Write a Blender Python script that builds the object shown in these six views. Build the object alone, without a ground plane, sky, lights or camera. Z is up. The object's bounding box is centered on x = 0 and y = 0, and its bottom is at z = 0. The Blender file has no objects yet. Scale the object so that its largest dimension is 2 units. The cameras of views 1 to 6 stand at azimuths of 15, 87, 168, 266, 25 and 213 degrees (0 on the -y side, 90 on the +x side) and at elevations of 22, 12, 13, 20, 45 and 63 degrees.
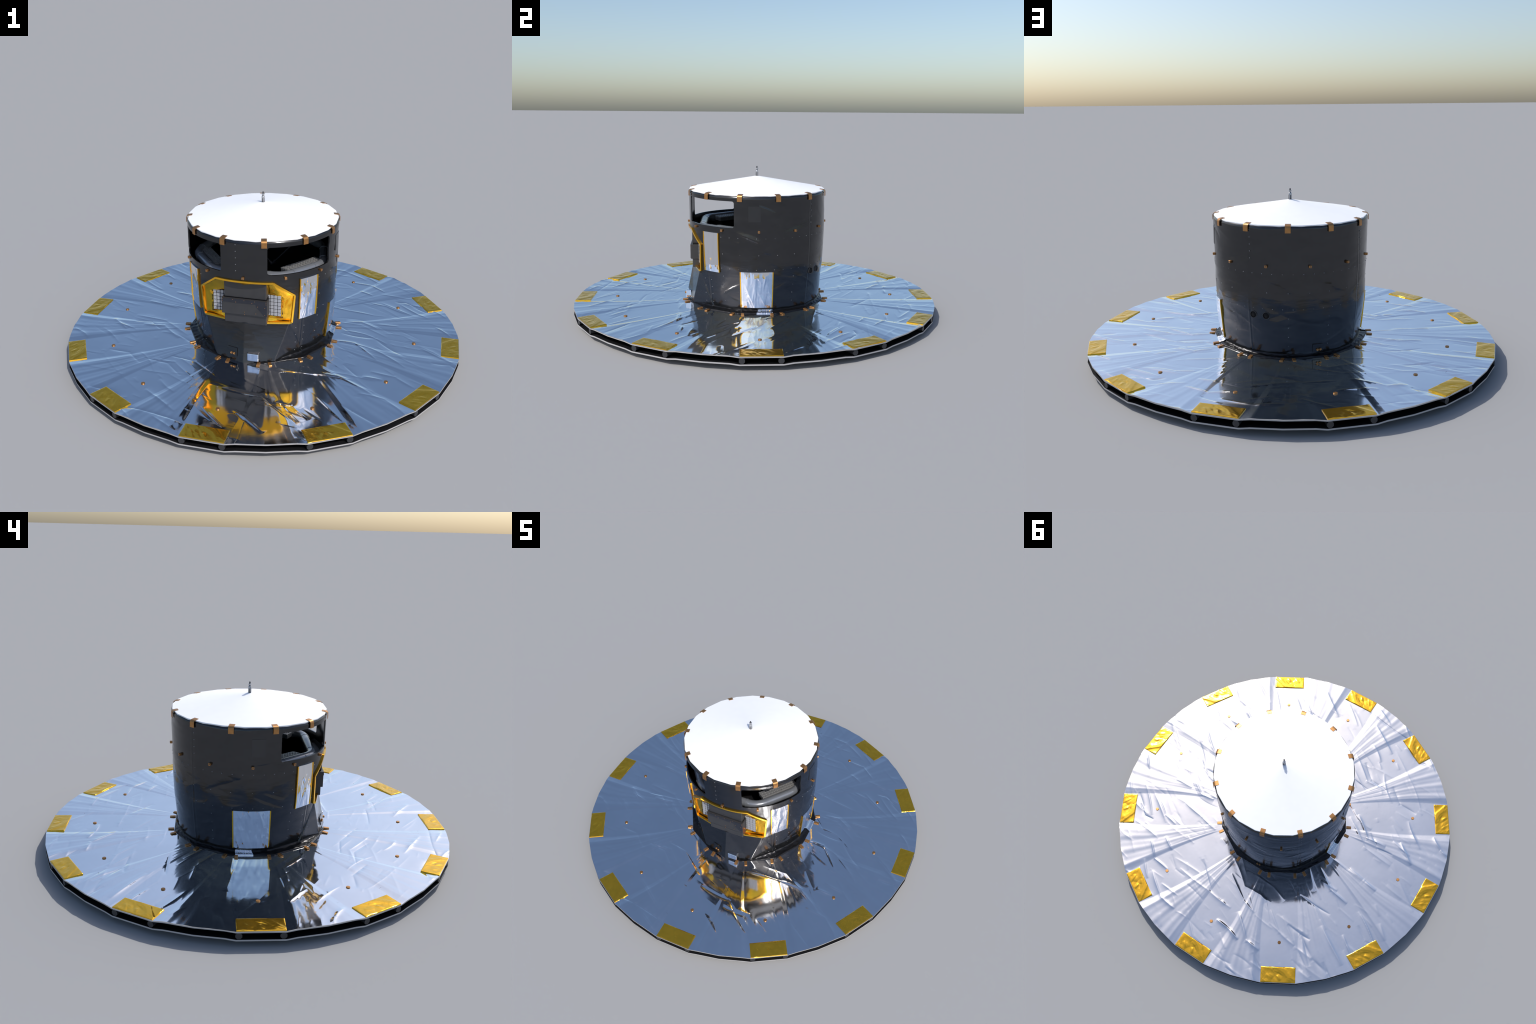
"""Astronomy satellite: a cone-roofed dark drum standing on a wide mirror-foil
sunshield disc.  Metres, z up, everything described by sizes and angles."""
import bpy, bmesh, math, random
import numpy as np
from mathutils import Vector, Matrix

rng = np.random.default_rng(7)
random.seed(7)
D2R = math.pi / 180.0

# ------------------------------------------------------------------ helpers
def link(ob):
    bpy.context.scene.collection.objects.link(ob)
    return ob

ROOT = link(bpy.data.objects.new("space_telescope", None))
ROOT["label"] = "dark cone-roofed drum satellite on round mirrored foil sunshield"
ROOT["category"] = "satellite"


def mesh_object(name, verts, faces, mat, parent=ROOT, smooth=True, slots=None):
    me = bpy.data.meshes.new(name)
    me.from_pydata([tuple(map(float, v)) for v in verts], [], [tuple(f) for f in faces])
    mats = mat if isinstance(mat, (list, tuple)) else [mat]
    for m in mats:
        me.materials.append(m)
    if slots is not None:
        me.polygons.foreach_set("material_index", slots)
    me.polygons.foreach_set("use_smooth", [smooth] * len(me.polygons))
    me.update()
    ob = link(bpy.data.objects.new(name, me))
    ob.parent = parent
    return ob


def grid_object(name, P, mat, closed=False, parent=ROOT, flip=False):
    """P: array (rows, cols, 3); closed wraps the columns."""
    R, C = P.shape[:2]
    me = bpy.data.meshes.new(name)
    i = np.arange(R - 1)[:, None]
    j = np.arange(C if closed else C - 1)[None, :]
    jn = (j + 1) % C
    q = np.stack([i * C + j, i * C + jn, (i + 1) * C + jn, (i + 1) * C + j], -1).reshape(-1, 4)
    if flip:
        q = q[:, ::-1]
    n = len(q)
    me.vertices.add(R * C)
    me.vertices.foreach_set("co", np.ascontiguousarray(P.reshape(-1), dtype=np.float32))
    me.loops.add(n * 4)
    me.loops.foreach_set("vertex_index", np.ascontiguousarray(q.reshape(-1), dtype=np.int32))
    me.polygons.add(n)
    me.polygons.foreach_set("loop_start", np.arange(0, n * 4, 4, dtype=np.int32))
    me.polygons.foreach_set("loop_total", np.full(n, 4, dtype=np.int32))
    me.polygons.foreach_set("use_smooth", np.ones(n, dtype=bool))
    me.materials.append(mat)
    me.update(calc_edges=True)
    me.validate()
    ob = link(bpy.data.objects.new(name, me))
    ob.parent = parent
    return ob


def copies(ob, matrices):
    out = [ob]
    ob.matrix_local = matrices[0]
    for m in matrices[1:]:
        c = ob.copy()
        link(c)
        c.parent = ob.parent
        c.matrix_local = m
        out.append(c)
    return out


def box_mesh(sx, sy, sz, bevel=0.0, segs=1):
    bm = bmesh.new()
    bmesh.ops.create_cube(bm, size=1.0)
    for v in bm.verts:
        v.co = Vector((v.co.x * sx, v.co.y * sy, v.co.z * sz))
    if bevel > 0:
        bmesh.ops.bevel(bm, geom=list(bm.edges), offset=bevel, segments=segs, affect='EDGES', profile=0.5)
    return bm


def bm_object(name, bm, mat, parent=ROOT, smooth=False):
    me = bpy.data.meshes.new(name)
    bm.to_mesh(me)
    bm.free()
    me.materials.append(mat)
    for p in me.polygons:
        p.use_smooth = smooth
    ob = link(bpy.data.objects.new(name, me))
    ob.parent = parent
    return ob


def box_between(name, lo, hi, mat, bevel=0.002, parent=ROOT, segs=2):
    bm = box_mesh(hi[0] - lo[0], hi[1] - lo[1], hi[2] - lo[2], bevel, segs)
    c = [(a + b) / 2 for a, b in zip(lo, hi)]
    bmesh.ops.translate(bm, verts=bm.verts, vec=c)
    return bm_object(name, bm, mat, parent)


def lathe(name, prof, mat, segs=64, parent=ROOT, smooth=True, phase=0.0, angle=None):
    """Surface of revolution about z; prof = [(r, z)...] outside, top last."""
    vs, fs = [], []
    n = len(prof)
    for k in range(segs):
        a = phase + 2 * math.pi * k / segs
        for r, z in prof:
            vs.append((r * math.cos(a), r * math.sin(a), z))
    for k in range(segs):
        k2 = (k + 1) % segs
        for i in range(n - 1):
            fs.append((k * n + i, k2 * n + i, k2 * n + i + 1, k * n + i + 1))
    ob = mesh_object(name, vs, fs, mat, parent, smooth)
    bm = bmesh.new()
    bm.from_mesh(ob.data)
    bmesh.ops.remove_doubles(bm, verts=bm.verts, dist=1e-6)
    bm.to_mesh(ob.data)
    bm.free()
    if angle:
        for p in ob.data.polygons:
            p.use_smooth = True
        ob.data.set_sharp_from_angle(angle=angle)
    return ob


def tube(name, pts, radius, mat, parent=ROOT, cyclic=False, res=8):
    cu = bpy.data.curves.new(name, 'CURVE')
    cu.dimensions = '3D'
    sp = cu.splines.new('POLY')
    sp.points.add(len(pts) - 1)
    for p, c in zip(sp.points, pts):
        p.co = (*c, 1.0)
    sp.use_cyclic_u = cyclic
    cu.bevel_depth = radius
    cu.bevel_resolution = res
    cu.use_fill_caps = True
    tmp = bpy.data.objects.new(name + "_tmp", cu)
    link(tmp)
    dg = bpy.context.evaluated_depsgraph_get()
    me = bpy.data.meshes.new_from_object(tmp.evaluated_get(dg))
    bpy.data.objects.remove(tmp)
    me.name = name
    me.materials.clear()
    me.materials.append(mat)
    for p in me.polygons:
        p.use_smooth = True
    ob = link(bpy.data.objects.new(name, me))
    ob.parent = parent
    return ob


# ---------------------------------------------------------------- materials
def material(name, color, metallic=0.0, rough=0.5, vary=0.0, vary_scale=20.0,
             bump=0.0, bump_scale=60.0, bump_dist=0.002, stretch=(1, 1, 1), detail=3.0,
             rough_vary=0.0, coat=0.0, spec=0.5, color2=None, distortion=0.0):
    m = bpy.data.materials.new(name)
    m.use_nodes = True
    nt = m.node_tree
    b = nt.nodes["Principled BSDF"]
    b.inputs["Metallic"].default_value = metallic
    b.inputs["Roughness"].default_value = rough
    b.inputs["Coat Weight"].default_value = coat
    b.inputs["Specular IOR Level"].default_value = spec
    b.inputs["Base Color"].default_value = (*color, 1)
    tc = nt.nodes.new("ShaderNodeTexCoord")
    mp = nt.nodes.new("ShaderNodeMapping")
    mp.inputs["Scale"].default_value = stretch
    nt.links.new(tc.outputs["Object"], mp.inputs["Vector"])
    if vary > 0 or rough_vary > 0 or color2:
        n = nt.nodes.new("ShaderNodeTexNoise")
        n.inputs["Scale"].default_value = vary_scale
        n.inputs["Detail"].default_value = 4
        nt.links.new(mp.outputs["Vector"], n.inputs["Vector"])
        if vary > 0 or color2:
            ramp = nt.nodes.new("ShaderNodeValToRGB")
            lo = color2 if color2 else tuple(c * (1 - vary) for c in color)
            hi = tuple(min(1.0, c * (1 + vary)) for c in color)
            ramp.color_ramp.elements[0].position = 0.3
            ramp.color_ramp.elements[1].position = 0.7
            ramp.color_ramp.elements[0].color = (*lo, 1)
            ramp.color_ramp.elements[1].color = (*hi, 1)
            nt.links.new(n.outputs["Fac"], ramp.inputs["Fac"])
            nt.links.new(ramp.outputs["Color"], b.inputs["Base Color"])
        if rough_vary > 0:
            mr = nt.nodes.new("ShaderNodeMapRange")
            mr.inputs["From Min"].default_value = 0.3
            mr.inputs["From Max"].default_value = 0.7
            mr.inputs["To Min"].default_value = max(0.0, rough - rough_vary)
            mr.inputs["To Max"].default_value = rough + rough_vary
            nt.links.new(n.outputs["Fac"], mr.inputs["Value"])
            nt.links.new(mr.outputs["Result"], b.inputs["Roughness"])
    if bump > 0:
        n2 = nt.nodes.new("ShaderNodeTexNoise")
        n2.inputs["Scale"].default_value = bump_scale
        n2.inputs["Detail"].default_value = detail
        n2.inputs["Distortion"].default_value = distortion
        nt.links.new(mp.outputs["Vector"], n2.inputs["Vector"])
        bp = nt.nodes.new("ShaderNodeBump")
        bp.inputs["Strength"].default_value = bump
        bp.inputs["Distance"].default_value = bump_dist
        nt.links.new(n2.outputs["Fac"], bp.inputs["Height"])
        nt.links.new(bp.outputs["Normal"], b.inputs["Normal"])
    return m


MIRROR = material("mirror_foil", (0.81, 0.82, 0.84), 1.0, 0.085, vary=0.03, vary_scale=6,
                  bump=0.10, bump_scale=16, bump_dist=0.002, rough_vary=0.02)
GOLD = material("gold_foil", (0.92, 0.505, 0.042), 0.95, 0.17, vary=0.06, vary_scale=30,
                bump=0.12, bump_scale=18, bump_dist=0.003, stretch=(1, 1, 0.6))
GOLD_LINING = material("gold_lining", (0.95, 0.50, 0.035), 0.97, 0.11, vary=0.06, vary_scale=30,
                       bump=0.25, bump_scale=16, bump_dist=0.004, distortion=0.6)
DARK = material("dark_tent_foil", (0.060, 0.061, 0.064), 0.9, 0.19, vary=0.06, vary_scale=12,
                bump=0.32, bump_scale=11, bump_dist=0.003, stretch=(1, 1, 3.5), detail=2.0, rough_vary=0.03)
SKIRT = material("black_skirt_foil", (0.024, 0.024, 0.026), 0.8, 0.32,
                 bump=0.4, bump_scale=30, bump_dist=0.004, detail=2)
SILVER = material("silver_blanket", (0.82, 0.83, 0.85), 1.0, 0.06, vary=0.03, vary_scale=40,
                  bump=0.5, bump_scale=18, bump_dist=0.004, stretch=(1.8, 1.8, 0.22), detail=2)
WHITE = material("white_roof_paint", (0.93, 0.93, 0.94), 0.0, 0.5, vary=0.01, vary_scale=20)
COPPER = material("copper_tab", (0.42, 0.212, 0.078), 0.85, 0.40, vary=0.1, vary_scale=60)
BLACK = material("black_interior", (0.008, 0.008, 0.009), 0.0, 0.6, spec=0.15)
EDGE = material("panel_edge", (0.44, 0.43, 0.43), 0.0, 0.5, vary=0.05, vary_scale=30)
STRUT = material("strut_grey", (0.035, 0.036, 0.04), 0.1, 0.4)
BOXGREY = material("instrument_box_grey", (0.034, 0.034, 0.036), 0.15, 0.45, vary=0.08, vary_scale=25)
BOXBLUE = material("instrument_cover_blue", (0.016, 0.018, 0.026), 0.15, 0.45, vary=0.08, vary_scale=40)
TILE = material("radiator_tile_grey", (0.33, 0.34, 0.37), 0.1, 0.4, vary=0.12, vary_scale=90)
BENCH = material("optical_bench_grey", (0.22, 0.235, 0.26), 0.4, 0.22, vary=0.06, vary_scale=15)
MIRRORBACK = material("mirror_rib_grey", (0.16, 0.16, 0.16), 0.2, 0.4, vary=0.2, vary_scale=80)
RIVET = material("rivet_steel", (0.30, 0.31, 0.33), 0.6, 0.35)
ANT = material("antenna_grey", (0.42, 0.43, 0.45), 0.5, 0.35, vary=0.1, vary_scale=80)
ANTDARK = material("antenna_dark", (0.06, 0.06, 0.065), 0.3, 0.4)

# ------------------------------------------------------------- sunshield
RV = 1.0 / math.cos(5.5 * D2R)         # corner radius of the rim polygon
RG = 1.0025                             # rim radius in the gaps between gold patches
GAP_LIFT = 0.0046                      # the gap sectors arch up by this much at the rim


def rim_radius(deg):
    """Straight-sided rim: a flat under each gold patch, a shallow wavy gap between."""
    d = np.mod(np.asarray(deg, float), 30.0)
    corner = np.array([-5.5, 5.5, 8.0, 15.0, 22.0, 24.5, 35.5])
    rad = np.array([RV, RV, RG, RG, RG, RV, RV])
    k = np.clip(np.searchsorted(corner, d, side='right') - 1, 0, len(corner) - 2)
    a0, a1 = corner[k] * D2R, corner[k + 1] * D2R
    r0, r1 = rad[k], rad[k + 1]
    t = d * D2R
    return r0 * r1 * np.sin(a1 - a0) / (r0 * np.sin(t - a0) + r1 * np.sin(a1 - t))


def rim_lift(deg):
    d = np.abs((np.mod(np.asarray(deg, float), 30.0)) - 15.0)
    return GAP_LIFT * np.clip((9.5 - d) / 2.5, 0, 1)


Z_FOIL = 0.0652


def crease_field(X, Y, n, box, dirs, length, amp, width, gen, elbow=None):
    """Sum of short sharp folds (ridge with one steep and one soft flank).
    elbow: second direction; some folds then continue from their end, bent that way."""
    H = np.zeros_like(X)
    (x0, x1), (y0, y1) = box

    def fold(cx, cy, a, L, w, A):
        m = (np.abs(X - cx) < L + 5 * w) & (np.abs(Y - cy) < L + 5 * w)
        if not m.any():
            return
        dx, dy = X[m] - cx, Y[m] - cy
        u = dx * math.cos(a) + dy * math.sin(a)
        v = -dx * math.sin(a) + dy * math.cos(a)
        v = v + bend * (u * u) / max(L, 1e-6)
        env = np.clip(1 - (u / L) ** 2, 0, None) ** 0.8
        q = np.sqrt(v * v + (0.25 * w) ** 2) - 0.25 * w
        prof = np.where(v > 0, np.exp(-q / w), np.exp(-q / (2.0 * w)))
        H[m] += A * env * prof

    for _ in range(n):
        cx, cy = gen.uniform(x0, x1), gen.uniform(y0, y1)
        a = (dirs[gen.integers(len(dirs))] + gen.normal(0, 5)) * D2R
        L = gen.uniform(*length) / 2
        w = gen.uniform(*width)
        A = amp[0] + (amp[1] - amp[0]) * gen.uniform() ** 2
        A *= gen.choice([1, 1, -0.8])
        bend = gen.normal(0, 0.05)
        fold(cx, cy, a, L, w, A)
        if elbow is not None and gen.uniform() < 0.5:
            b = (elbow + gen.normal(0, 6)) * D2R
            L2 = L * gen.uniform(0.5, 1.0)
            k = 0.85
            ex, ey = cx + k * L * math.cos(a), cy + k * L * math.sin(a)
            fold(ex + k * L2 * math.cos(b), ey + k * L2 * math.sin(b), b, L2, w, A)
    return H


def build_foil():
    cols = 1440
    az = np.arange(cols) * (360.0 / cols)
    rim = rim_radius(az)
    rows = 250
    t = np.linspace(0, 1, rows)
    t = 1 - (1 - t) ** 1.05
    r = 0.33 + (rim[None, :] - 0.33) * t[:, None]
    A = np.broadcast_to(az[None, :], r.shape)
    X, Y = r * np.cos(A * D2R), r * np.sin(A * D2R)
    H = np.zeros_like(X)
    # fans of pleats running out from the drum between the gold patches:
    # a raised strip with a flat slanting band along each side and soft ripples between
    g = np.random.default_rng(21)
    for k in range(12):
        d = (A - (15 + 30 * k) + 180) % 360 - 180
        w = np.interp(r, [0.40, 1.0], [3.4, 9.3])
        sl, sr = g.uniform(-1.04, -0.99), g.uniform(0.98, 1.03)
        bl, br = g.uniform(0.20, 0.27), g.uniform(0.24, 0.30)
        s = d / w
        wm = w * D2R * r                                   # half width in metres
        up = np.clip((s - sl) / bl, 0, 1)
        dn = np.clip((sr - s) / br, 0, 1)
        fade = np.interp(r, [0.40, 0.46, 1.0], [0.0, 1.0, 1.0]) * wm
        mid = np.minimum(up, dn)
        H += fade * (GAP_LIFT / 0.162) * mid
        n_pl = g.uniform(1.5, 2.1)
        p0 = g.uniform(0, 6.28)
        H += fade * mid * 0.0026 * np.cos(2 * math.pi * n_pl * s + p0 + 0.8 * np.sin(7 * r + k))
        H += fade * mid * 0.0011 * np.cos(2 * math.pi * n_pl * 2.1 * s + 2 * p0 + 1.2 * np.sin(13 * r + k))
    # crumples, mostly in two directions like foil stretched over a frame
    H += crease_field(X, Y, 230, ((-1, 1), (-1, 1)), (142, 142, 142, 174), (0.09, 0.25),
                      (0.0006, 0.0038), (0.0032, 0.0065), g, elbow=176)
    H += crease_field(X, Y, 420, ((-1, 1), (-1, 1)), (142, 174, 158), (0.03, 0.12),
                      (0.0001, 0.0008), (0.003, 0.006), g)
    # slow swell
    for _ in range(14):
        a = g.uniform(0, 2 * math.pi)
        f = g.uniform(10, 40)
        H += 0.0040 / f ** 1.35 * np.sin(f * (X * math.cos(a) + Y * math.sin(a)) + g.uniform(0, 6.28))
    Z = Z_FOIL + np.clip(H, -0.0026, 0.0085)
    # down-turned hem
    hem = np.stack([X[-1], Y[-1], 0.0622 + rim_lift(az)], -1)[None]
    P = np.concatenate([np.stack([X, Y, Z], -1), hem], 0)
    ob = grid_object("sunshield_foil", P, MIRROR, closed=True, flip=True)
    ob.data.set_sharp_from_angle(angle=0.8)
    return ob


def rim_polygon():
    pts = []
    for k in range(12):
        for a, rr in ((-5.5, RV), (5.5, RV), (8.0, RG), (15.0, RG), (22.0, RG)):
            t = (30 * k + a) * D2R
            pts.append((rr * math.cos(t), rr * math.sin(t)))
    return pts


def plate(name, z0, z1, dark_top, dark_bottom, shrink=0.0):
    p = rim_polygon()
    n = len(p)
    s = 1.0 - shrink
    hole = 0.30
    lift = [float(rim_lift(math.degrees(math.atan2(y, x)))) for x, y in p]
    vs = [(x * s, y * s, z0 + h) for (x, y), h in zip(p, lift)] + [(x * s, y * s, z1 + h) for (x, y), h in zip(p, lift)]
    for z in (z0, z1):
        for x, y in p:
            l = math.hypot(x, y)
            vs.append((x / l * hole, y / l * hole, z))
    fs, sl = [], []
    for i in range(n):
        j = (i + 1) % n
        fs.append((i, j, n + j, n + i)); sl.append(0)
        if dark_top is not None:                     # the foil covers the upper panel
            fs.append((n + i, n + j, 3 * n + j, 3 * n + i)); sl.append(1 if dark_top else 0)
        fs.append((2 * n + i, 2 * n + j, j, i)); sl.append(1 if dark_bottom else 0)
    return mesh_object(name, vs, fs, [EDGE, BLACK], smooth=False, slots=sl)  # slot-facing sides coloured black because hardly any light gets between the panels


build_foil()
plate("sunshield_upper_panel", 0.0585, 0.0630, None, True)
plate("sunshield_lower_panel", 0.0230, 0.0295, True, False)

# black upright band deep in the slot between the panels
def slot_black_band():
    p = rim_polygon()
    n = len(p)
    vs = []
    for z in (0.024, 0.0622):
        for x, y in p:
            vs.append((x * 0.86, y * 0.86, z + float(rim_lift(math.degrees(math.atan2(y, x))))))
    return mesh_object("shield_slot_black_band", vs, [(i, (i + 1) % n, (i + 1) % n + n, i + n) for i in range(n)], BLACK, smooth=False)


slot_black_band()

# gold patches on the rim
def gold_patch():
    nu, nv = 72, 34
    hw, x0, x1 = 0.0955, 0.9145, 0.9985
    u = np.linspace(-hw, hw, nu)
    v = np.linspace(x0, x1, nv)
    V, U = np.meshgrid(v, u, indexing='ij')
    g = np.random.default_rng(5)
    H = crease_field(V, U, 46, ((x0, x1), (-hw, hw)), (35, 62, 50), (0.03, 0.10),
                     (0.0004, 0.0015), (0.003, 0.006), g)
    Z = 0.0690 + np.clip(H, -0.0009, 0.0018)
    b = np.zeros_like(Z, bool)
    b[0, :] = b[-1, :] = True
    b[:, 0] = b[:, -1] = True
    Z[b] = 0.0684
    P = np.stack([V, U, Z], -1)
    # skirt ring going down to the foil
    ob = grid_object("gold_patch", P, GOLD, flip=True)
    bm = bmesh.new()
    bm.from_mesh(ob.data)
    be = [e for e in bm.edges if e.is_boundary]
    ret = bmesh.ops.extrude_edge_only(bm, edges=be)
    for e in ret["geom"]:
        if isinstance(e, bmesh.types.BMVert):
            e.co.z = 0.0618
    bmesh.ops.recalc_face_normals(bm, faces=bm.faces)
    bm.to_mesh(ob.data)
    bm.free()
    ob.data.set_sharp_from_angle(angle=0.9)
    return ob


copies(gold_patch(), [Matrix.Rotation(30 * k * D2R, 4, 'Z') for k in range(12)])

# radial struts between the two panels
bm = bmesh.new()
bmesh.ops.create_cone(bm, cap_ends=True, segments=8, radius1=0.0142, radius2=0.0142, depth=0.62)
bmesh.ops.rotate(bm, verts=bm.verts, matrix=Matrix.Rotation(math.pi / 8, 3, 'Z'))
bmesh.ops.rotate(bm, verts=bm.verts, matrix=Matrix.Rotation(math.pi / 2, 3, 'Y'))
bmesh.ops.translate(bm, verts=bm.verts, vec=(0.9975 - 0.31, 0, 0.04375))
mats = []
for k in range(12):
    for s in (-1, 1):
        mats.append(Matrix.Rotation(30 * k * D2R, 4, 'Z') @ Matrix.Translation((0, s * 0.0855, 0)))
copies(bm_object("shield_strut", bm, STRUT), mats)

# copper studs on the foil
stud = lathe("shield_stud", [(0.0, 0.0610), (0.0092, 0.0610), (0.0092, 0.0682), (0.0084, 0.0690), (0.0, 0.0692)],
             COPPER, 20, angle=0.7)
copies(stud, [Matrix.Rotation(30 * k * D2R, 4, 'Z') @ Matrix.Translation((0.781, 0, 0)) for k in range(12)])

# antenna housing under the shield
lathe("underside_hub", [(0.0, 0.0), (0.34, 0.0), (0.352, 0.006), (0.352, 0.0228), (0.0, 0.0228)], STRUT, 48, angle=0.7)

# ------------------------------------------------------------- drum (tent)
CY = 0.0075
T_PT, A_PT, C_PT, M_PT = (0.0, -0.350, 0.258), (0.205, -0.303, 0.258), (0.142, -0.346, 0.064), (0.0, -0.390, 0.064)


def wall_r0(z):
    return np.interp(z, [0.0, 0.064, 0.13, 0.25, 0.35, 0.45, 0.66, 0.7], [0.343, 0.348, 0.3570, 0.3672, 0.3720, 0.3755, 0.3765, 0.3765])


def wall_radius(deg, z):
    """Radius of the drum's skin about its own axis; faceted apron at the lower front."""
    deg = np.mod(np.asarray(deg, float), 360.0)
    z = np.asarray(z, float)
    deg, z = np.broadcast_arrays(deg, z)
    r = wall_r0(z).copy()
    d = (deg - 270 + 180) % 360 - 180
    r = r - 0.003 * np.exp(-(d / 22.0) ** 2) * np.clip((z - 0.4) / 0.08, 0, 1)
    # flat panels between the side blankets and the seams, low down
    wt = np.clip((0.31 - z) / 0.16, 0, 1)
    for c, half in ((29.0, 17.0), (151.0, 17.0), (213.5, 20.5), (326.5, 20.5)):
        e = np.abs((deg - c + 180) % 360 - 180)
        m = e < half
        r = np.where(m, r * (1 - wt * 0.4 * (1 - math.cos(half * D2R) / np.cos(np.minimum(e, half) * D2R))), r)
    low = (z < 0.2750) & (np.abs(d) < 50)
    if low.any():
        zz = z[low]
        t = np.clip((0.258 - zz) / (0.258 - 0.064), 0, 1.1)
        ang = (deg[low]) * D2R
        lerp = lambda p, q: [p[i] + (q[i] - p[i]) * t for i in (0, 1)]
        p1 = lerp(T_PT, M_PT)
        p2 = lerp(T_PT, C_PT)
        p3 = lerp(A_PT, C_PT)
        a4 = (34.0 + 14.0 * t) * D2R                         # the apron's flank runs back into the round wall
        r4 = wall_r0(zz)
        p4 = [r4 * np.sin(a4), CY - r4 * np.cos(a4)]
        best = r[low].copy()
        sgn = np.where(d[low] >= 0, 1.0, -1.0)
        aa = np.where(sgn > 0, ang, (540 * D2R - ang))       # mirror the left half on the right

        def hit(pa, pb):
            ax, ay, bx, by = pa[0], pa[1] - CY, pb[0], pb[1] - CY
            ex, ey = bx - ax, by - ay
            cx, cy = np.cos(aa), np.sin(aa)
            den = cx * ey - cy * ex
            den = np.where(np.abs(den) < 1e-9, 1e-9, den)
            rr = (ax * ey - ay * ex) / den
            s = np.where(np.abs(ex) > np.abs(ey), (rr * cx - ax) / np.where(np.abs(ex) < 1e-9, 1e-9, ex),
                         (rr * cy - ay) / np.where(np.abs(ey) < 1e-9, 1e-9, ey))
            return rr, (s >= -1e-6) & (s <= 1 + 1e-6) & (rr > 0.2)
        for pa, pb in ((p1, p2), (p2, p3), (p3, p4)):
            rr, ok = hit(pa, pb)
            best = np.where(ok, rr, best)
        r[low] = best
    # the recess band behind the instrument opening keeps the chord line
    return r


def on_wall(deg, z, off=0.0):
    r = wall_radius(deg, z) + off
    a = np.asarray(deg, float) * D2R
    return np.stack(np.broadcast_arrays(r * np.cos(a), r * np.sin(a) + CY, np.asarray(z, float)), -1)


def build_wall():
    cols = 720
    az = np.arange(cols) * 360.0 / cols
    zs = np.concatenate([np.linspace(0.060, 0.2735, 54), np.linspace(0.2765, 0.664, 88)])
    Zg, Ag = np.meshgrid(zs, az, indexing='ij')
    R = wall_radius(Ag, Zg)
    # draped foil: long shallow sideways folds and a few seams
    g = np.random.default_rng(33)
    S = Ag * D2R * 0.37
    H = crease_field(S, Zg, 170, ((0, 2.33), (0.08, 0.66)), (172, 8, 158, 22), (0.08, 0.32),
                     (0.0005, 0.0042), (0.005, 0.012), g)
    front = np.abs((Ag - 270 + 180) % 360 - 180)
    calm = np.clip((front - 38) / 20, 0.15, 1.0)
    for _ in range(16):
        k = g.integers(2, 14)
        f = g.uniform(12, 55)
        H += 0.0045 / f * 1.3 * np.sin(k * Ag * D2R + f * Zg + g.uniform(0, 6.28))
    H = np.clip(H, -0.0042, 0.0012) * calm
    for a0, z0, z1 in ((45.6, 0.06, 0.655), (133.8, 0.06, 0.655), (314.0, 0.08, 0.27), (226.0, 0.08, 0.27)):
        d = (Ag - a0 + 180) % 360 - 180
        m = (Zg > z0) & (Zg < z1)
        H += np.where(m, 0.0009 * np.exp(-(d / 0.6) ** 2) - 0.0009 * np.exp(-((d - 1.2) / 0.6) ** 2), 0)
    R = R + H
    rings = []
    a = az * D2R
    for i, z in enumerate(zs):
        rings.append(np.stack([R[i] * np.cos(a), R[i] * np.sin(a) + CY, np.full(cols, z)], -1))
    # rolled lip at the top
    for rr, z in ((0.3765, 0.6695), (0.3745, 0.6745), (0.3705, 0.6780), (0.3650, 0.6780), (0.3650, 0.664)):
        rings.append(np.stack([rr * np.cos(a), rr * np.sin(a) + CY, np.full(cols, z)], -1))
    for i in range(len(zs) - 1, -1, -6):
        rings.append(np.stack([(R[i] - 0.007) * np.cos(a), (R[i] - 0.007) * np.sin(a) + CY, np.full(cols, zs[i] - 0.001)], -1))
    zend = rings[-1][0][2]
    P = np.stack(rings, 0)
    ob = grid_object("thermal_tent", P, DARK, closed=True)
    bm = bmesh.new()
    bm.from_mesh(ob.data)
    be = [e for e in bm.edges if e.is_boundary]
    bmesh.ops.bridge_loops(bm, edges=be)
    bmesh.ops.recalc_face_normals(bm, faces=bm.faces)
    bm.to_mesh(ob.data)
    bm.free()
    return ob


def polar_cutter(pts, r0, r1):
    """Prism with (azimuth, z) outline running radially from r0 to r1."""
    n = len(pts)
    vs = []
    for r in (r0, r1):
        for a, z in pts:
            vs.append((r * math.cos(a * D2R), r * math.sin(a * D2R) + CY, z))
    ca = sum(p[0] for p in pts) / n
    cz = sum(p[1] for p in pts) / n
    for r in (r0, r1):
        vs.append((r * math.cos(ca * D2R), r * math.sin(ca * D2R) + CY, cz))
    fs = []
    for i in range(n):
        j = (i + 1) % n
        fs.append((i, j, n + j, n + i))
        fs.append((j, i, 2 * n))
        fs.append((n + i, n + j, 2 * n + 1))
    ob = mesh_object("cutter", vs, fs, BLACK, parent=None, smooth=False)
    bm = bmesh.new()
    bm.from_mesh(ob.data)
    bmesh.ops.recalc_face_normals(bm, faces=bm.faces)
    bm.to_mesh(ob.data)
    bm.free()
    return ob


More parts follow.
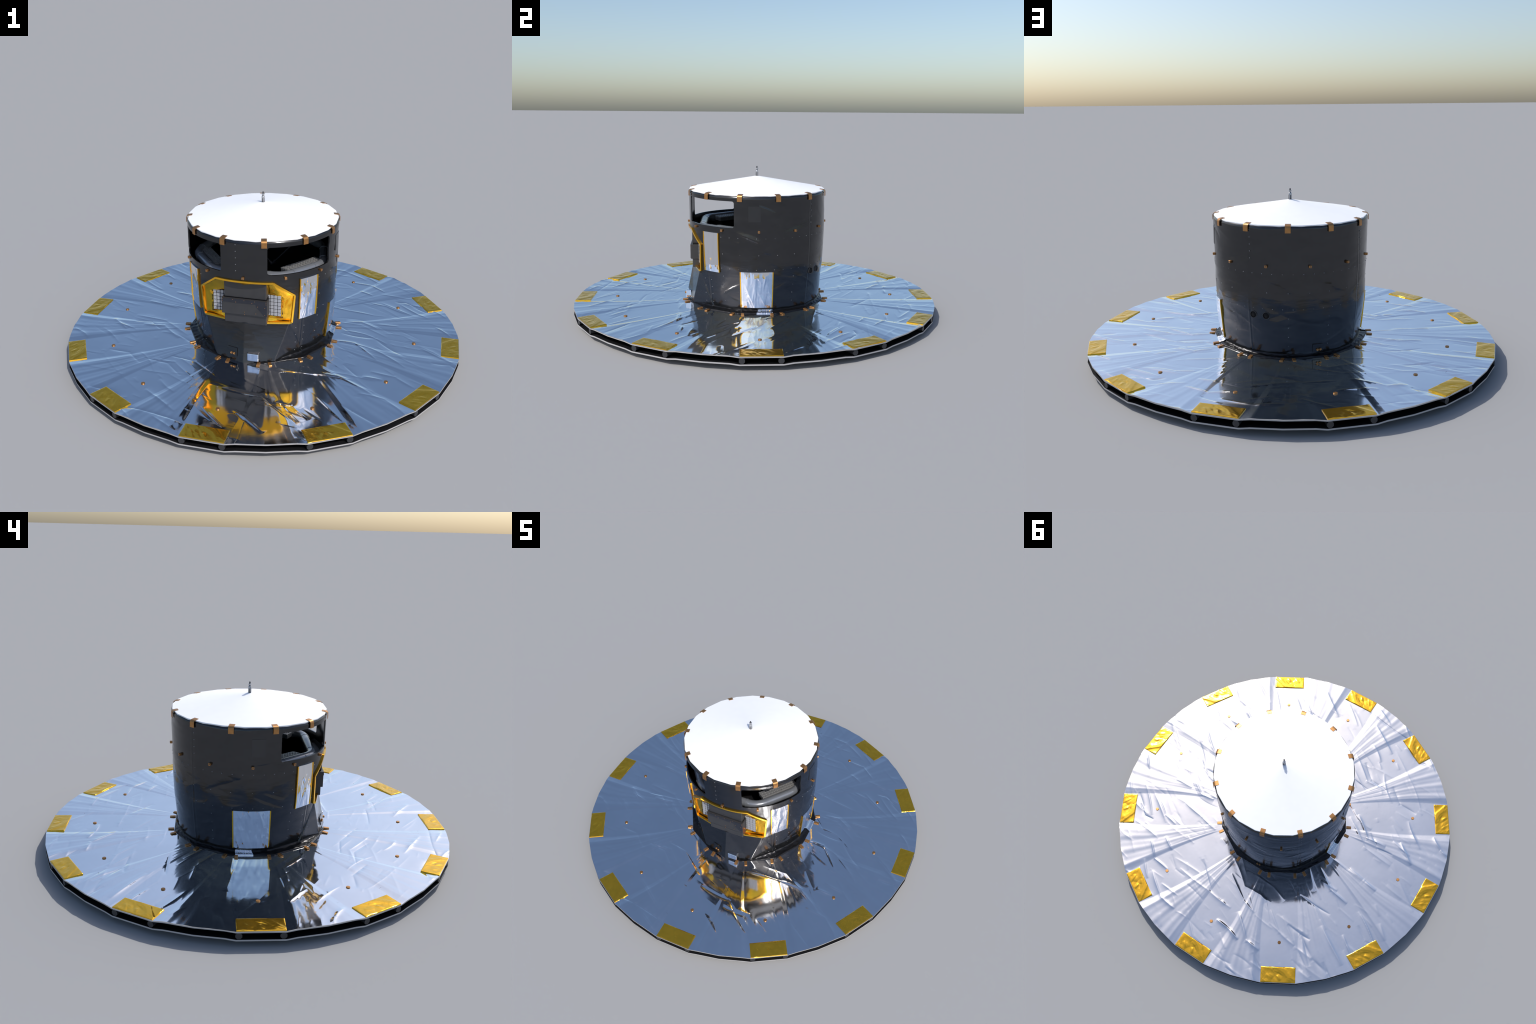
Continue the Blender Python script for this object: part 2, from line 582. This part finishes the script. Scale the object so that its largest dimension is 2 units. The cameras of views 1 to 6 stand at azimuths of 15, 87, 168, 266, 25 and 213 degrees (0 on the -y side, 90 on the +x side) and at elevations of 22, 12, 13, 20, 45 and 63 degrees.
def rounded_window(a0, a1, z0, z1, rad):
    """Rounded rectangle in (azimuth, z); rad in metres."""
    k = 1.0 / (0.3775 * D2R)
    pts = []
    for cx, cz, s in ((a1, z0, -90), (a1, z1, 0), (a0, z1, 90), (a0, z0, 180)):
        sx = -1 if cx == a1 else 1
        sz = 1 if cz == z0 else -1
        for t in range(7):
            th = (s + 15 * t) * D2R
            pts.append((cx + (sx * rad + rad * math.cos(th)) * k, cz + sz * rad + rad * math.sin(th)))
    out = []
    for i, p in enumerate(pts):                      # add points along the long sides
        q = pts[(i + 1) % len(pts)]
        out.append(p)
        m = max(1, int(abs(q[0] - p[0]) / 4))
        for s in range(1, m):
            out.append((p[0] + (q[0] - p[0]) * s / m, p[1] + (q[1] - p[1]) * s / m))
    return out


OPENING = [(234.5, 0.2635), (233.2, 0.403), (249.0, 0.474), (270.0, 0.478), (291.0, 0.474), (306.8, 0.403), (305.5, 0.2635), (270.0, 0.2600)]
wall = build_wall()
cutters = [polar_cutter(rounded_window(287.2, 340.3, 0.515, 0.651, 0.012), 0.29, 0.50),
           polar_cutter(rounded_window(199.7, 252.8, 0.515, 0.651, 0.012), 0.29, 0.50)]
dense = []
for i, p in enumerate(OPENING):
    q = OPENING[(i + 1) % len(OPENING)]
    for s in range(4):
        dense.append((p[0] + (q[0] - p[0]) * s / 4, p[1] + (q[1] - p[1]) * s / 4))
cutters.append(polar_cutter(dense, 0.26, 0.62))
bpy.context.view_layer.objects.active = wall
for c in cutters:
    mod = wall.modifiers.new("cut", 'BOOLEAN')
    mod.operation = 'DIFFERENCE'
    mod.solver = 'EXACT'
    mod.object = c
dg = bpy.context.evaluated_depsgraph_get()
cut = bpy.data.meshes.new_from_object(wall.evaluated_get(dg))
wall.modifiers.clear()
wall.data = cut
cut.materials.clear()
cut.materials.append(DARK)
cut.set_sharp_from_angle(angle=0.7)
for c in cutters:
    bpy.data.objects.remove(c)

# floor inside the drum and dark liner
def segment_slab(name, a0, a1, radius, z0, z1, mat):
    """Slab bounded by an arc of the drum and the chord joining its ends."""
    n = 49
    arc = [(radius * math.cos(a * D2R), radius * math.sin(a * D2R) + CY) for a in np.linspace(a0, a1, n)]
    vs = [(x, y, z) for z in (z0, z1) for x, y in arc]
    fs = [tuple(range(n - 1, -1, -1)), tuple(range(n, 2 * n))] + [(i, (i + 1) % n, (i + 1) % n + n, i + n) for i in range(n)]
    return mesh_object(name, vs, fs, mat, smooth=False)


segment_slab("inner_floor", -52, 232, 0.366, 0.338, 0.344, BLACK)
# roof: shallow white cone with a thin rim
roof = lathe("roof_cone", [(0.30, 0.672), (0.3725, 0.6770), (0.3740, 0.6800), (0.3730, 0.6832), (0.28, 0.6998), (0.15, 0.7232), (0.03, 0.7450),
                           (0.012, 0.7482), (0.0, 0.7492)], WHITE, 24, phase=9 * D2R, angle=0.35)
roof.location.y = CY
und = lathe("roof_underside", [(0.0, 0.735), (0.364, 0.6715), (0.364, 0.6705), (0.0, 0.732)], BLACK, 48)
und.location.y = CY

# copper clips over the roof rim
def strip(name, path, width, thick, mat, parent=ROOT):
    """Flat strip following path in the x-z plane, width along y."""
    vs, fs = [], []
    n = len(path)
    norm = []
    for i in range(n):
        a, b = path[max(0, i - 1)], path[min(n - 1, i + 1)]
        dx, dz = b[0] - a[0], b[1] - a[1]
        l = math.hypot(dx, dz)
        norm.append((-dz / l, dx / l))
    for (x, z), (nx, nz) in zip(path, norm):
        for o in (0, thick):
            for s in (-1, 1):
                vs.append((x + nx * o, s * width / 2, z + nz * o))
    for i in range(n - 1):
        a, b = 4 * i, 4 * i + 4
        fs += [(a, a + 1, b + 1, b), (a + 2, b + 2, b + 3, a + 3), (a, b, b + 2, a + 2), (a + 1, a + 3, b + 3, b + 1)]
    fs += [(0, 2, 3, 1), (4 * n - 4, 4 * n - 3, 4 * n - 1, 4 * n - 2)]
    ob = mesh_object(name, vs, fs, mat, parent, True)
    bm = bmesh.new()
    bm.from_mesh(ob.data)
    bmesh.ops.recalc_face_normals(bm, faces=bm.faces)
    bm.to_mesh(ob.data)
    bm.free()
    ob.data.set_sharp_from_angle(angle=0.6)
    return ob


path = [(0.352, 0.6862), (0.366, 0.6845)]
for t in range(0, 7):
    th = (80 - 80 * t / 6) * D2R
    path.append((0.3690 + 0.0115 * math.cos(th), 0.6725 + 0.0115 * math.sin(th)))
path += [(0.3806, 0.662), (0.3806, 0.651)]
clip = strip("roof_clip", path, 0.0255, 0.002, COPPER)
TB = Matrix.Translation((0, CY, 0))
copies(clip, [TB @ Matrix.Rotation((15 + 30 * k) * D2R, 4, 'Z') for k in range(12)])

# roof antenna
ant = lathe("roof_antenna", [(0.0, 0.742), (0.0050, 0.742), (0.0060, 0.752), (0.0072, 0.765), (0.0070, 0.778), (0.0055, 0.7825), (0.0, 0.783)], ANT, 20)
ant.location.y = CY
for nm, prof, mt in (("antenna_neck", [(0.0, 0.782), (0.0048, 0.782), (0.0048, 0.7865), (0.0, 0.7865)], ANTDARK),
                     ("antenna_collar", [(0.0, 0.786), (0.0050, 0.786), (0.0075, 0.7885), (0.0075, 0.7925), (0.0, 0.7928)], ANT),
                     ("antenna_tip", [(0.0, 0.792), (0.0036, 0.792), (0.0036, 0.8010), (0.0026, 0.8025), (0.0, 0.8028)], ANTDARK)):
    lathe(nm, prof, mt, 16, parent=ant, angle=0.7)
leg = box_between("antenna_leg", (0.0055, -0.0011, 0.741), (0.0088, 0.0011, 0.779), ANT, 0.0005, parent=ant, segs=1)
copies(leg, [Matrix.Rotation((45 + 90 * k) * D2R, 4, 'Z') for k in range(4)])
slot = box_between("antenna_slot", (0.0050, -0.0020, 0.749), (0.0076, 0.0020, 0.770), ANTDARK, 0.0003, parent=ant, segs=1)
copies(slot, [Matrix.Rotation((90 * k) * D2R, 4, 'Z') for k in range(4)])

# copper studs round the waist
bm = box_mesh(0.013, 0.0115, 0.0115, 0.001, 1)
bmesh.ops.translate(bm, verts=bm.verts, vec=(0.0045, 0, 0))
wstud = bm_object("waist_stud", bm, COPPER)
def place(deg, z, off=0.0):
    p = on_wall(np.array([deg]), np.array([z]), off)[0]
    return Matrix.Translation(tuple(map(float, p))) @ Matrix.Rotation(deg * D2R, 4, 'Z')
ws = copies(wstud, [place(30 * k, 0.498) for k in range(12)])
ring = lathe("stud_socket", [(0.0, 0.0), (0.0028, 0.0), (0.0028, 0.0014), (0.0, 0.0014)], ANTDARK, 12, parent=wstud)
ring.parent = ROOT
copies(ring, [place(30 * k, 0.498, 0.0098) @ Matrix.Rotation(math.pi / 2, 4, 'Y') for k in range(12)])

# rivets
def rivet_mesh(points, name):
    bm = bmesh.new()
    for deg, z in points:
        m = place(deg, z, 0.0002)
        r = bmesh.ops.create_icosphere(bm, subdivisions=1, radius=0.0022, matrix=m @ Matrix.Diagonal((0.6, 1, 1, 1)))
    ob = bm_object(name, bm, RIVET, smooth=True)
    ob["kind"] = "stuff"
    return ob


pts = []
for a in np.arange(-53, 233, 7.3):
    if not (226.5 < (a % 360) or False) or True:
        pts.append((a % 360, 0.4625))
        pts.append((a % 360, 0.298))
for a in np.arange(-45, 226, 15):
    pts.append((a % 360, 0.3745))
for a in (30, 75, 105, 150, 330, 210):
    for z in np.arange(0.12, 0.26, 0.045):
        pts.append((a, z))
for z in np.arange(0.53, 0.66, 0.032):
    pts.append((264.5, z)); pts.append((47.5, z)); pts.append((136, z))
for a in (317, 223, 309.5, 230.5):
    for z in (0.10, 0.145, 0.185, 0.225):
        pts.append((a, z))
pan = [(310.5, 327.5, 0.268, 0.486), (212.5, 229.5, 0.268, 0.486), (345, 372, 0.09, 0.29), (166, 193.7, 0.09, 0.29)]
pts = [p for p in pts if not any((q[0] - 1 < p[0] < q[1] + 1 or q[0] - 1 < p[0] + 360 < q[1] + 1) and q[2] < p[1] < q[3] for q in pan)
       and not (232 < p[0] < 308 and 0.26 < p[1] < 0.48)]
rivet_mesh(pts, "rivet_rows")

# silver blankets with gold edge tape
def blanket(name, a0, a1, z0, z1, seed, skew=0.0):
    nu, nv = 90, 80
    a = np.linspace(a0, a1, nu)
    z = np.linspace(z0, z1, nv)
    Zg, Ag = np.meshgrid(z, a, indexing='ij')
    g = np.random.default_rng(seed)
    S = Ag * D2R * 0.37
    H = crease_field(S, Zg, 40, ((S.min(), S.max()), (z0, z1)), (86, 100, 112, 78), (0.05, 0.20), (0.0003, 0.0018), (0.003, 0.008), g)
    H = np.clip(H, -0.001, 0.002)
    f = (Zg - z0) / (z1 - z0)
    A2 = Ag + skew * (1 - f)
    P = on_wall(A2, Zg, 0.0045 + H)
    ob = grid_object(name, P, SILVER)
    bm = bmesh.new()
    bm.from_mesh(ob.data)
    be = [e for e in bm.edges if e.is_boundary]
    ret = bmesh.ops.extrude_edge_only(bm, edges=be)
    for e in ret["geom"]:
        if isinstance(e, bmesh.types.BMVert):
            d = Vector((e.co.x, e.co.y - CY, 0)).normalized()
            e.co -= d * 0.0055
    bmesh.ops.recalc_face_normals(bm, faces=bm.faces)
    bm.to_mesh(ob.data)
    bm.free()
    ob.data.set_sharp_from_angle(angle=0.9)
    # edge tapes
    for s, aa in ((-1, a0), (1, a1)):
        w = 0.0048 / (0.37 * D2R)
        rows = []
        for i in range(40):
            zz = z0 + (z1 - z0) * i / 39
            fz = i / 39
            c = aa + skew * (1 - fz)
            prof = ((c - w * 0.5, -0.001), (c - w * 0.5, 0.0070), (c + w * 0.5, 0.0070), (c + w * 0.5, -0.001))
            rows.append([on_wall(np.array([q]), np.array([zz]), o)[0] for q, o in prof])
        tp = grid_object("edge_tape", np.array(rows), GOLD, parent=ob)
        tp.data.set_sharp_from_angle(angle=0.6)
    return ob


blanket("side_blanket", 311.3, 326.6, 0.2725, 0.4825, 61, -0.0)
blanket("side_blanket", 213.4, 228.7, 0.2725, 0.4825, 62)
blanket("side_blanket", 345.3, 371.4, 0.0935, 0.2865, 63)
blanket("side_blanket", 166.6, 193.2, 0.0935, 0.2865, 64)

# access covers
def wall_pad(name, a0, a1, z0, z1, off, mat, parent=ROOT):
    nu, nv = 16, 12
    Zg, Ag = np.meshgrid(np.linspace(z0, z1, nv), np.linspace(a0, a1, nu), indexing='ij')
    P = on_wall(Ag, Zg, off)
    ob = grid_object(name, P, mat, parent=parent)
    bm = bmesh.new()
    bm.from_mesh(ob.data)
    ret = bmesh.ops.extrude_edge_only(bm, edges=[e for e in bm.edges if e.is_boundary])
    for e in ret["geom"]:
        if isinstance(e, bmesh.types.BMVert):
            d = Vector((e.co.x, e.co.y - CY, 0)).normalized()
            e.co -= d * (off + 0.002)
    bmesh.ops.recalc_face_normals(bm, faces=bm.faces)
    bm.to_mesh(ob.data)
    bm.free()
    ob.data.set_sharp_from_angle(angle=0.6)
    return ob


COVER = material("cover_foil", (0.064, 0.066, 0.07), 0.85, 0.22)
wall_pad("access_cover", 351.8, 361.4, 0.548, 0.628, 0.0025, COVER)
wall_pad("access_cover", 179.0, 188.4, 0.548, 0.628, 0.0025, COVER)

# sensor ports on the back
for deg in (49.3, 59.1):
    p = lathe("sensor_port", [(0.0, 0.0012), (0.0148, 0.0012), (0.0150, 0.0030), (0.0172, 0.0030), (0.0174, -0.003)],
              [STRUT], 32, angle=0.6)
    p.matrix_local = place(deg, 0.266, 0.0015) @ Matrix.Rotation(math.pi / 2, 4, 'Y')
    d = lathe("port_dark_disc", [(0.0, 0.0016), (0.0149, 0.0016), (0.0149, 0.0)], BLACK, 32, parent=p)

# thrusters
def thruster(deg, z, flip):
    b = wall_pad("thruster_housing", deg - 4.0, deg + 4.0, z - 0.019, z + 0.021, 0.004, DARK)
    for s in (-1, 1):
        n = lathe("thruster_nozzle", [(0.0, 0.002), (0.0026, 0.002), (0.0046, 0.006), (0.0058, 0.006), (0.0040, 0.0), (0.0, 0.0)],
                  COPPER, 16, parent=b)
        n.matrix_local = place(deg + 0.7 + s * 1.15, z - 0.006, 0.003) @ Matrix.Rotation(math.pi / 2, 4, 'Y')
    return b


thruster(97.0, 0.103, 1)
thruster(261.0, 0.108, 1)

# silver box on the front apron, silver ends of the side blankets on the skirt
box_between("silver_box", (0.020, -0.387, 0.078), (0.076, -0.358, 0.117), SILVER, 0.003)

# black foil skirt, twelve-sided
def skirt_radius(deg, flat):
    d = (np.mod(deg, 30.0) - 0.0)
    d = (d + 15) % 30 - 15           # corners at 15 + 30 k
    return flat / np.cos(d * D2R)


def build_skirt():
    cols = 720
    az = np.arange(cols) * 0.5
    a = az * D2R
    g = np.random.default_rng(3)
    outer = skirt_radius(az, 0.3745)
    inner = wall_radius(az, np.full(cols, 0.081))
    ix, iy = (inner - 0.002) * np.cos(a), (inner - 0.002) * np.sin(a) + CY
    ox, oy = outer * np.cos(a), outer * np.sin(a)
    front = np.abs((az - 270 + 180) % 360 - 180)
    k = np.clip((30 - front) / 6, 0, 1)          # apron reaches the edge there: skirt tucks under
    rows = []
    for t, z in ((0.0, 0.082), (0.12, 0.0765), (0.25, 0.0740), (0.4, 0.0725), (0.55, 0.0714), (0.7, 0.0706), (0.85, 0.0700), (1.0, 0.0694), (1.0, 0.061)):
        wob = np.zeros(cols)
        if 0.05 < t < 1.0:
            for _ in range(14):
                f = g.integers(6, 90)
                wob += 0.0007 * np.sin(f * a + g.uniform(0, 6.28)) / (1 + f / 40)
        zz = z + wob - k * (z - 0.0665) * 0.75
        rows.append(np.stack([ix + (ox - ix) * t, iy + (oy - iy) * t, zz], -1))
    return grid_object("base_skirt", np.stack(rows, 0), SKIRT, closed=True)


build_skirt()
for a0, a1 in ((-0.5, 12), (168, 180.5)):
    az = np.linspace(a0, a1, 40)
    a = az * D2R
    outer = skirt_radius(az, 0.3745) + 0.001
    inner = wall_radius(az, np.full(len(az), 0.096))
    ix, iy = inner * np.cos(a), inner * np.sin(a) + CY
    ox, oy = outer * np.cos(a), outer * np.sin(a)
    g = np.random.default_rng(9)
    rows = []
    for t, z in ((0.0, 0.0830), (0.3, 0.0755), (0.7, 0.0722), (1.0, 0.0708), (1.03, 0.064)):
        rows.append(np.stack([ix + (ox - ix) * t, iy + (oy - iy) * t, z + g.normal(0, 0.0008, len(az))], -1))
    grid_object("silver_flap", np.array(rows), SILVER)

# copper tabs round the skirt
bm = box_mesh(0.029, 0.0160, 0.0050, 0.0010, 1)
tab = bm_object("skirt_tab", bm, COPPER)
mats = []
for k in range(12):
    for s in (-4.0, 4.0):
        d = 15 + 30 * k + s
        mats.append(Matrix.Rotation(d * D2R, 4, 'Z') @ Matrix.Translation((0.3985, 0, 0.0685)) @
                    Matrix.Rotation((s * 2.2) * D2R, 4, 'Z') @ Matrix.Rotation(random.uniform(2, 7) * D2R, 4, 'Y'))
copies(tab, mats)

# ---------------------------------------------------- instrument opening
def wall_pt(deg, z, off=0.0):
    return Vector(map(float, on_wall(np.array([deg]), np.array([z]), off)[0]))


def frame_bar(p0, p1, n=10, w=0.0085, t0=-0.004, t1=0.008, bow=0.0):
    """Gold bar following the skin from p0 to p1 given as (azimuth, z)."""
    rows = []
    d = Vector(((p1[0] - p0[0]) * 0.37 * D2R, p1[1] - p0[1])).normalized()
    nx, nz = -d.y, d.x
    k = 1 / (0.37 * D2R)
    for i in range(n + 1):
        f = i / n
        a, z = p0[0] + (p1[0] - p0[0]) * f, p0[1] + (p1[1] - p0[1]) * f
        row = []
        for s, o in ((-1, t0), (-1, t1), (1, t1), (1, t0), (-1, t0)):
            row.append(wall_pt(a + s * nx * w / 2 * k, z + s * nz * w / 2, o))
        rows.append([tuple(v) for v in row])
    ob = grid_object("gold_frame_bar", np.array(rows), GOLD)
    bm = bmesh.new()
    bm.from_mesh(ob.data)
    bmesh.ops.remove_doubles(bm, verts=bm.verts, dist=1e-6)
    bmesh.ops.holes_fill(bm, edges=[e for e in bm.edges if e.is_boundary], sides=8)
    bmesh.ops.recalc_face_normals(bm, faces=bm.faces)
    bm.to_mesh(ob.data)
    bm.free()
    ob.data.set_sharp_from_angle(angle=0.6)
    return ob


FR = [(234.6, 0.262), (233.0, 0.404), (248.6, 0.477), (270.0, 0.480), (291.4, 0.477), (307.0, 0.404), (305.4, 0.262)]
frame_bar(FR[0], FR[1]); frame_bar(FR[1], FR[2]); frame_bar(FR[2], FR[3]); frame_bar(FR[3], FR[4])
frame_bar(FR[4], FR[5]); frame_bar(FR[5], FR[6])
frame_bar((305.4, 0.2635), (286.0, 0.2635)); frame_bar((254.0, 0.2635), (234.6, 0.2635))

YT = -0.306
outer = [wall_pt(a, z, -0.002) for a, z in OPENING]
inner = [Vector(v) for v in ((-0.168, YT, 0.291), (-0.168, YT, 0.380), (-0.135, YT, 0.401), (0.0, YT, 0.401),
                             (0.135, YT, 0.401), (0.168, YT, 0.380), (0.168, YT, 0.291), (0.0, YT, 0.291))]
n = len(outer)
vs, fs = [], []
for i in range(n):
    j = (i + 1) % n
    m = 8
    base = len(vs)
    for s in range(m + 1):
        for t in range(m + 1):
            o = outer[i].lerp(outer[j], s / m)
            q = inner[i].lerp(inner[j], s / m)
            p = o.lerp(q, t / m)
            vs.append(tuple(p))
    for s in range(m):
        for t in range(m):
            b = base + s * (m + 1) + t
            fs.append((b, b + 1, b + m + 2, b + m + 1))
lin = mesh_object("gold_lining", vs, fs, GOLD_LINING, smooth=False)
bm = bmesh.new()
bm.from_mesh(lin.data)
g = random.Random(4)
for v in bm.verts:
    v.co += Vector((g.uniform(-1, 1), g.uniform(-1, 1), g.uniform(-1, 1))) * 0.0010
bmesh.ops.remove_doubles(bm, verts=bm.verts, dist=0.0026)
for f in bm.faces:
    f.smooth = True
bm.to_mesh(lin.data)
bm.free()
lin.data.set_sharp_from_angle(angle=0.5)
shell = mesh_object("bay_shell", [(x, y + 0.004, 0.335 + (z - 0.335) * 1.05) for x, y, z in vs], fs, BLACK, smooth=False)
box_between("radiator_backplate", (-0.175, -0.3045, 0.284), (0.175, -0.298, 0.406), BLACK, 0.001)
tile0 = box_between("radiator_tile", (-0.0077, -0.0025, -0.0077), (0.0077, 0.0025, 0.0077), TILE, 0.0012, segs=1)
tm = []
for side in (-1, 1):
    for c in range(4):
        for r in range(6):
            tm.append(Matrix.Translation((side * (0.1578 - 0.0176 * c), -0.3065, 0.3015 + 0.0178 * r)))
copies(tile0, tm)

# electronics box standing in the opening
body = box_between("instrument_box", (-0.099, -0.3475, 0.388), (0.105, -0.300, 0.466), BOXGREY, 0.003)
box_between("box_groove", (-0.101, -0.344, 0.380), (0.107, -0.300, 0.393), BLACK, 0.001, parent=body)
box_between("box_shelf", (-0.110, -0.3560, 0.303), (0.111, -0.298, 0.3835), BOXGREY, 0.003, parent=body)
box_between("box_foot", (-0.099, -0.3470, 0.256), (0.106, -0.302, 0.306), BOXGREY, 0.003, parent=body)
# blue-black cover: band along the shelf top and a slanting gusset
cv = [(-0.109, 0.3825), (-0.109, 0.3645), (0.055, 0.3645), (0.060, 0.352), (0.098, 0.308), (0.110, 0.308), (0.110, 0.3825)]
vs = [(x, -0.3575, z) for x, z in cv] + [(x, -0.3545, z) for x, z in cv]
m = len(cv)
fs = [tuple(range(m)), tuple(range(2 * m - 1, m - 1, -1))] + [(i, i + m, (i + 1) % m + m, (i + 1) % m) for i in range(m)]
mesh_object("box_cover", vs, fs, BOXBLUE, parent=body, smooth=False)
bm = bmesh.new()
for x, z in ((-0.106, 0.379), (-0.106, 0.369), (-0.055, 0.379), (-0.04, 0.368), (0.0, 0.379), (0.038, 0.370), (0.052, 0.379),
             (0.106, 0.379), (0.106, 0.370), (0.066, 0.354), (0.100, 0.352), (0.100, 0.315), (0.002, 0.320), (0.002, 0.307), (0.057, 0.317)):
    bmesh.ops.create_icosphere(bm, subdivisions=1, radius=0.0017, matrix=Matrix.Translation((x, -0.3573, z)))
sc = bm_object("box_screws", bm, COPPER, parent=body, smooth=True)
sc["kind"] = "stuff"

# ----------------------------------------------------------- inside the drum
ZT = 0.487
corners = [(300, 0.335), (344, 0.335), (28, 0.325), (70, 0.32), (110, 0.32), (152, 0.325), (196, 0.335), (240, 0.335)]
cv = [Vector((r * math.cos(a * D2R), r * math.sin(a * D2R) + CY * 0.5, ZT)) for a, r in corners]
pts = []
n = len(cv)
for i in range(n):                                # rounded corners
    p, c, q = cv[i - 1], cv[i], cv[(i + 1) % n]
    a = c + (p - c).normalized() * 0.055
    b = c + (q - c).normalized() * 0.055
    for s in range(9):
        t = s / 8
        pts.append(tuple((1 - t) ** 2 * a + 2 * t * (1 - t) * c + t * t * b))
bench = tube("optical_bench", pts, 0.0225, BENCH, cyclic=True, res=10)
for i in range(n):
    p, c, q = cv[i - 1], cv[i], cv[(i + 1) % n]
    for other in (p, q):
        d = (other - c).normalized()
        tube("bench_joint", [tuple(c + d * 0.058), tuple(c + d * 0.062)], 0.0238, BENCH, parent=bench, res=10)


def ribbed_mirror(side):
    """Back of a long rectangular mirror: plate, edge walls and triangular ribs."""
    L, W, T = 0.215, 0.052, 0.024
    ob = box_between("ribbed_mirror", (-L / 2, -W / 2, -T), (L / 2, W / 2, -0.004), MIRRORBACK, 0.002)
    bm = bmesh.new()

    def rib(x0, y0, x1, y1, w=0.0022):
        v = Vector((x1 - x0, y1 - y0, 0))
        l = v.length
        m = Matrix.Translation(((x0 + x1) / 2, (y0 + y1) / 2, -0.002)) @ Matrix.Rotation(math.atan2(v.y, v.x), 4, 'Z') @ Matrix.Diagonal((l, w, 0.006, 1))
        bmesh.ops.create_cube(bm, size=1.0, matrix=m)
    for y in (-W / 2 + 0.0015, -W / 6, W / 6, W / 2 - 0.0015):
        rib(-L / 2, y, L / 2, y)
    for x in (-L / 2 + 0.0015, L / 2 - 0.0015):
        rib(x, -W / 2, x, W / 2)
    n = 13
    for b in range(3):
        y0, y1 = -W / 2 + b * W / 3, -W / 2 + (b + 1) * W / 3
        for i in range(n):
            x = -L / 2 + L * i / n
            dx = L / n
            rib(x, y0, x + dx / 2, y1, 0.0018)
            rib(x + dx / 2, y1, x + dx, y0, 0.0018)
    r = bm_object("mirror_ribs", bm, RIBS, parent=ob)
    ang = 52.5 * D2R
    m = Matrix.Translation((0.224, -0.128, 0.498)) @ Matrix.Rotation(ang, 4, 'Z') @ Matrix.Rotation(-4 * D2R, 4, 'X')
    if side < 0:
        m = Matrix.Translation((-0.224, -0.128, 0.498)) @ Matrix.Rotation(math.pi - ang, 4, 'Z') @ Matrix.Rotation(4 * D2R, 4, 'X')
    ob.matrix_local = m
    return ob


RIBS = material("rib_light_grey", (0.30, 0.30, 0.30), 0.3, 0.35)
ribbed_mirror(1)
ribbed_mirror(-1)
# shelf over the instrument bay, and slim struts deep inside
for x, y, z in ((0.120, 0.10, 0.490), (-0.05, 0.10, 0.47)):
    a, b = Vector((0.023, 0.10, 0.384)), Vector((x, y, z))
    tube("bench_strut", [tuple(a), tuple(b)], 0.0035, STRUT, res=4)
    tube("strut_end", [tuple(a), tuple(a.lerp(b, 0.18))], 0.0085, STRUT, res=4)
